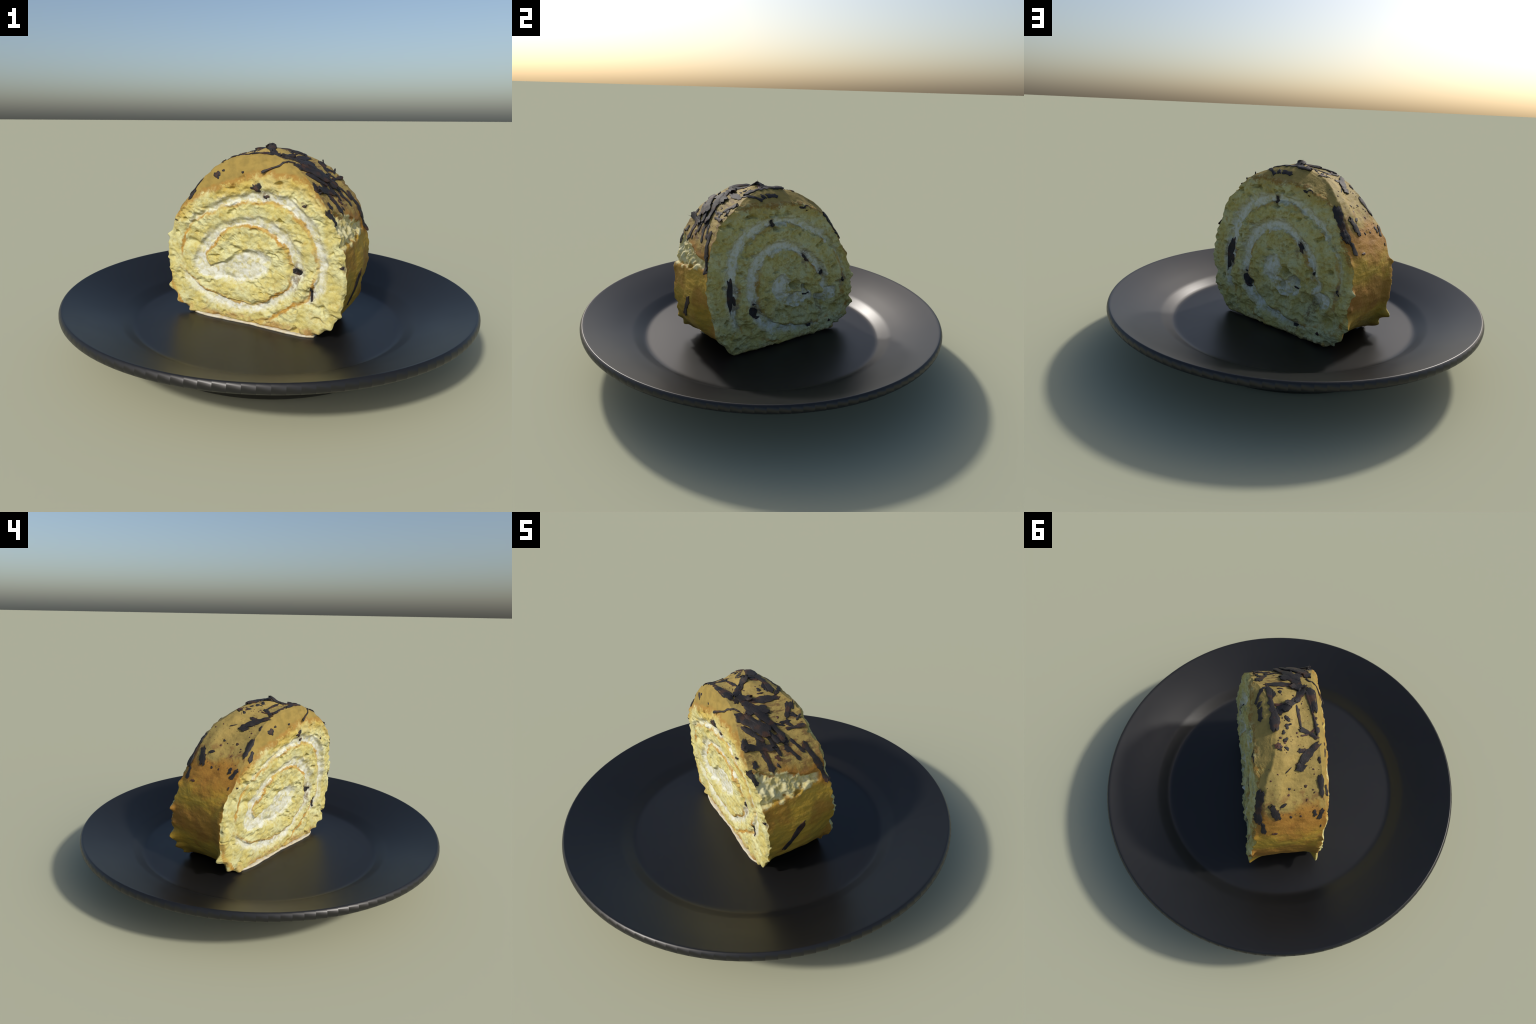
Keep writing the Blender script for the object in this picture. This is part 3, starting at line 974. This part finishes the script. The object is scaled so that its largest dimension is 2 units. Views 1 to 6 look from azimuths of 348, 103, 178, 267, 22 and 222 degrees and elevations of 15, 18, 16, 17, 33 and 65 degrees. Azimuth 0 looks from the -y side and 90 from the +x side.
# spikes of chocolate that stand up: foot, height, base radius, lean
SPIKES = [(('C', 87, .62), .042, .026, (0, 0)), (('C', 97, .60), .016, .016, (-.004, 0)), (('C', 61, .20), .024, .014, (.004, -.004)), (('C', 54, .12), .022, .012, (.004, -.004)),
          (('C', 58, .08), .022, .012, (0, -.006)), (('C', 42, .05), .034, .014, (.014, -.016)), (('C', 47, .40), .020, .016, (.008, 0)), (('C', 119, .40), .012, .014, (-.004, 0)),
          (('C', 50, .97), .016, .008, (.004, .004)), (('C', 160, .93), .012, .010, (-.004, 0)), (('C', 66, .30), .020, .014, (.006, 0)), (('C', 70, .22), .016, .012, (.004, 0)),
          (('C', 55, .35), .018, .013, (.008, 0)), (('C', 63, .45), .016, .014, (.006, 0)), (('C', 51, .22), .018, .012, (.008, 0)), (('C', 39, .45), .016, .012, (.008, 0)),
          (('C', 78, .44), .014, .014, (0, 0)), (('C', 75, .30), .016, .010, (.002, 0)), (('C', 110, .06), .010, .012, (0, -.004))]


def chip_mesh(name, bvh, p, q, width, seed, mat):
    """irregular blot of chocolate, a low dome pressed into the surface"""
    r = np.random.RandomState(seed)
    ph = r.uniform(0, 6.3, 5)
    c = (p + q) * .5
    _, nrm, _, _ = bvh.find_nearest(c)
    ax = (q - p)
    la = max(ax.length * .55, width * .5)
    ax = ax.normalized()
    sd = ax.cross(nrm).normalized()
    n, m = 36, 6
    loc, nr, _, _ = bvh.find_nearest(c)
    verts, faces = [tuple(loc + nr * .0035)], []
    for i in range(1, m + 1):
        u = i / m
        for j in range(n):
            a = 2 * math.pi * j / n
            w = 1 + .22 * math.sin(2 * a + ph[0]) + .16 * math.sin(3 * a + ph[1]) + .09 * math.sin(5 * a + ph[2]) + .05 * math.sin(9 * a + ph[3])
            x = c + (ax * (la * math.cos(a)) + sd * (width * .5 * math.sin(a))) * (u * w)
            loc, nr, _, _ = bvh.find_nearest(x)
            hgt = .0035 * (1 - u ** 4) - (.002 if i == m else 0)
            verts.append(tuple(loc + nr * hgt))
    for j in range(n):
        faces.append((0, 1 + j, 1 + (j + 1) % n))
    for i in range(m - 1):
        for j in range(n):
            k = (j + 1) % n
            a = 1 + i * n
            faces.append((a + j, a + n + j, a + n + k, a + k))
    me = new_mesh(name, verts, faces, [mat])
    bm = bmesh.new()
    bm.from_mesh(me)
    bmesh.ops.recalc_face_normals(bm, faces=bm.faces)
    bm.normal_update()
    if sum(f.normal.dot(nrm) for f in bm.faces) < 0:
        bmesh.ops.reverse_faces(bm, faces=bm.faces)
    bm.to_mesh(me)
    bm.free()
    return me


def spike_mesh(name, bvh, foot, h, rad, lean, seed, mat):
    r = np.random.RandomState(seed)
    loc, nr, _, _ = bvh.find_nearest(foot)
    tx = nr.orthogonal().normalized()
    ty = nr.cross(tx)
    verts, faces, n, m = [], [], 10, 6
    for i in range(m):
        u = i / m
        w = rad * (1 - u) ** 1.7
        for j in range(n):
            a = 2 * math.pi * j / n
            e = 1 + .35 * math.sin(2 * a + seed)
            verts.append(loc + nr * (h * u - .004) + (tx * math.cos(a) + ty * math.sin(a)) * w * e + Vector((lean[0], lean[1], 0)) * u * u)
    verts.append(loc + nr * h + Vector((lean[0], lean[1], 0)))
    for i in range(m - 1):
        for j in range(n):
            k = (j + 1) % n
            faces.append((i * n + j, i * n + k, i * n + n + k, i * n + n + j))
    for j in range(n):
        faces.append(((m - 1) * n + j, (m - 1) * n + (j + 1) % n, m * n))
    faces.append(tuple(range(n))[::-1])
    return new_mesh(name, [tuple(v) for v in verts], faces, [mat])


def build_toppings(root, bvh):
    dark, brown = chocolate_material(), brown_chocolate_material()
    seed = 100
    for group in (SHAVINGS_CROWN, SHAVINGS_BACK_CROWN, SHAVINGS_RIGHT, SHAVINGS_LEFT):
        for a, b, w, t, lift, bow in group:
            seed += 1
            add('chocolate_shaving', shaving_mesh('chocolate_shaving', bvh, spot(*a), spot(*b), w, t * .8, lift, bow, seed, dark), root)
    for a, b, w, t, lift, bow in BROWN_CURLS:
        seed += 1
        add('chocolate_curl', shaving_mesh('chocolate_curl', bvh, spot(*a), spot(*b), w, t, lift, bow, seed, brown), root)
    for a, b, w in CHIPS:
        seed += 1
        add('chocolate_chip', chip_mesh('chocolate_chip', bvh, spot(*a), spot(*b), w, seed, dark), root)
    for f, h, rad, lean in SPIKES:
        seed += 1
        add('chocolate_spike', spike_mesh('chocolate_spike', bvh, spot(*f), h * .62, rad, lean, seed, dark), root)
    # fine crumbs of chocolate scattered over the icing
    r = np.random.RandomState(77)
    verts, faces = [], []
    for i in range(170):
        th = r.uniform(32, 165)
        v = r.uniform(.04, .96)
        p = spot('C', th, v)
        loc, nr, _, _ = bvh.find_nearest(p)
        if loc.z + BASE_Z < .66:
            continue
        tx = nr.orthogonal().normalized()
        ty = nr.cross(tx)
        a0 = r.uniform(0, 6.3)
        tx, ty = tx * math.cos(a0) + ty * math.sin(a0), ty * math.cos(a0) - tx * math.sin(a0)
        L = .0022 + .006 * r.rand() ** 3
        W = L * r.uniform(.4, .9)
        b0 = len(verts)
        for ring, (rr, hh) in enumerate(((1.0, -.001), (.9, .0012), (.5, .0024))):
            for j in range(7):
                a = 2 * math.pi * j / 7
                verts.append(tuple(loc + nr * hh + tx * (L * rr * math.cos(a)) + ty * (W * rr * math.sin(a))))
        for ring in range(2):
            for j in range(7):
                k = (j + 1) % 7
                o = b0 + ring * 7
                faces.append((o + j, o + k, o + 7 + k, o + 7 + j))
        faces.append(tuple(b0 + 14 + j for j in range(7)))
    ob = add('chocolate_crumbs', new_mesh('chocolate_crumbs', verts, faces, [brown]), root)
    ob['kind'] = 'stuff'


def build_base_smear(root):
    """thin pale layer of cream under the slice that peeps out along the front cut"""
    mat = smear_material()
    lo, hi = -.355, .325
    n = 150
    verts, faces = [], []
    for i in range(n + 1):
        u = i / n
        s = lo + (hi - lo) * u
        f = .168 + .006 * float(gnoise(np.array([s * 22]), np.array([.3]), np.array([.7]))[0]) + .004 * math.sin(u * 9)
        f -= .02 * (abs(2 * u - 1) ** 12)
        back = .095 + .02 * (abs(2 * u - 1) ** 8)
        top = .129 + .004 * float(gnoise(np.array([s * 30]), np.array([2.3]), np.array([.7]))[0])
        for d, z in ((f - .012, .1188), (f, .1195), (f + .002, .127), (f - .006, top), (f - .03, top), (back, .128), (back, .1188)):
            verts.append((s, -d, z - BASE_Z))
    m = 7
    for i in range(n):
        for j in range(m):
            k = (j + 1) % m
            faces.append((i * m + j, i * m + k, i * m + m + k, i * m + m + j))
    faces.append(tuple(range(m)))
    faces.append(tuple(n * m + j for j in range(m))[::-1])
    me = new_mesh('cream_smear', verts, faces, [mat])
    bm = bmesh.new()
    bm.from_mesh(me)
    bmesh.ops.recalc_face_normals(bm, faces=bm.faces)
    bm.to_mesh(me)
    bm.free()
    add('cream_smear', me, root)


build_plate()
slice_root, slice_bvh = build_slice()
build_base_smear(slice_root)
build_toppings(slice_root, slice_bvh)
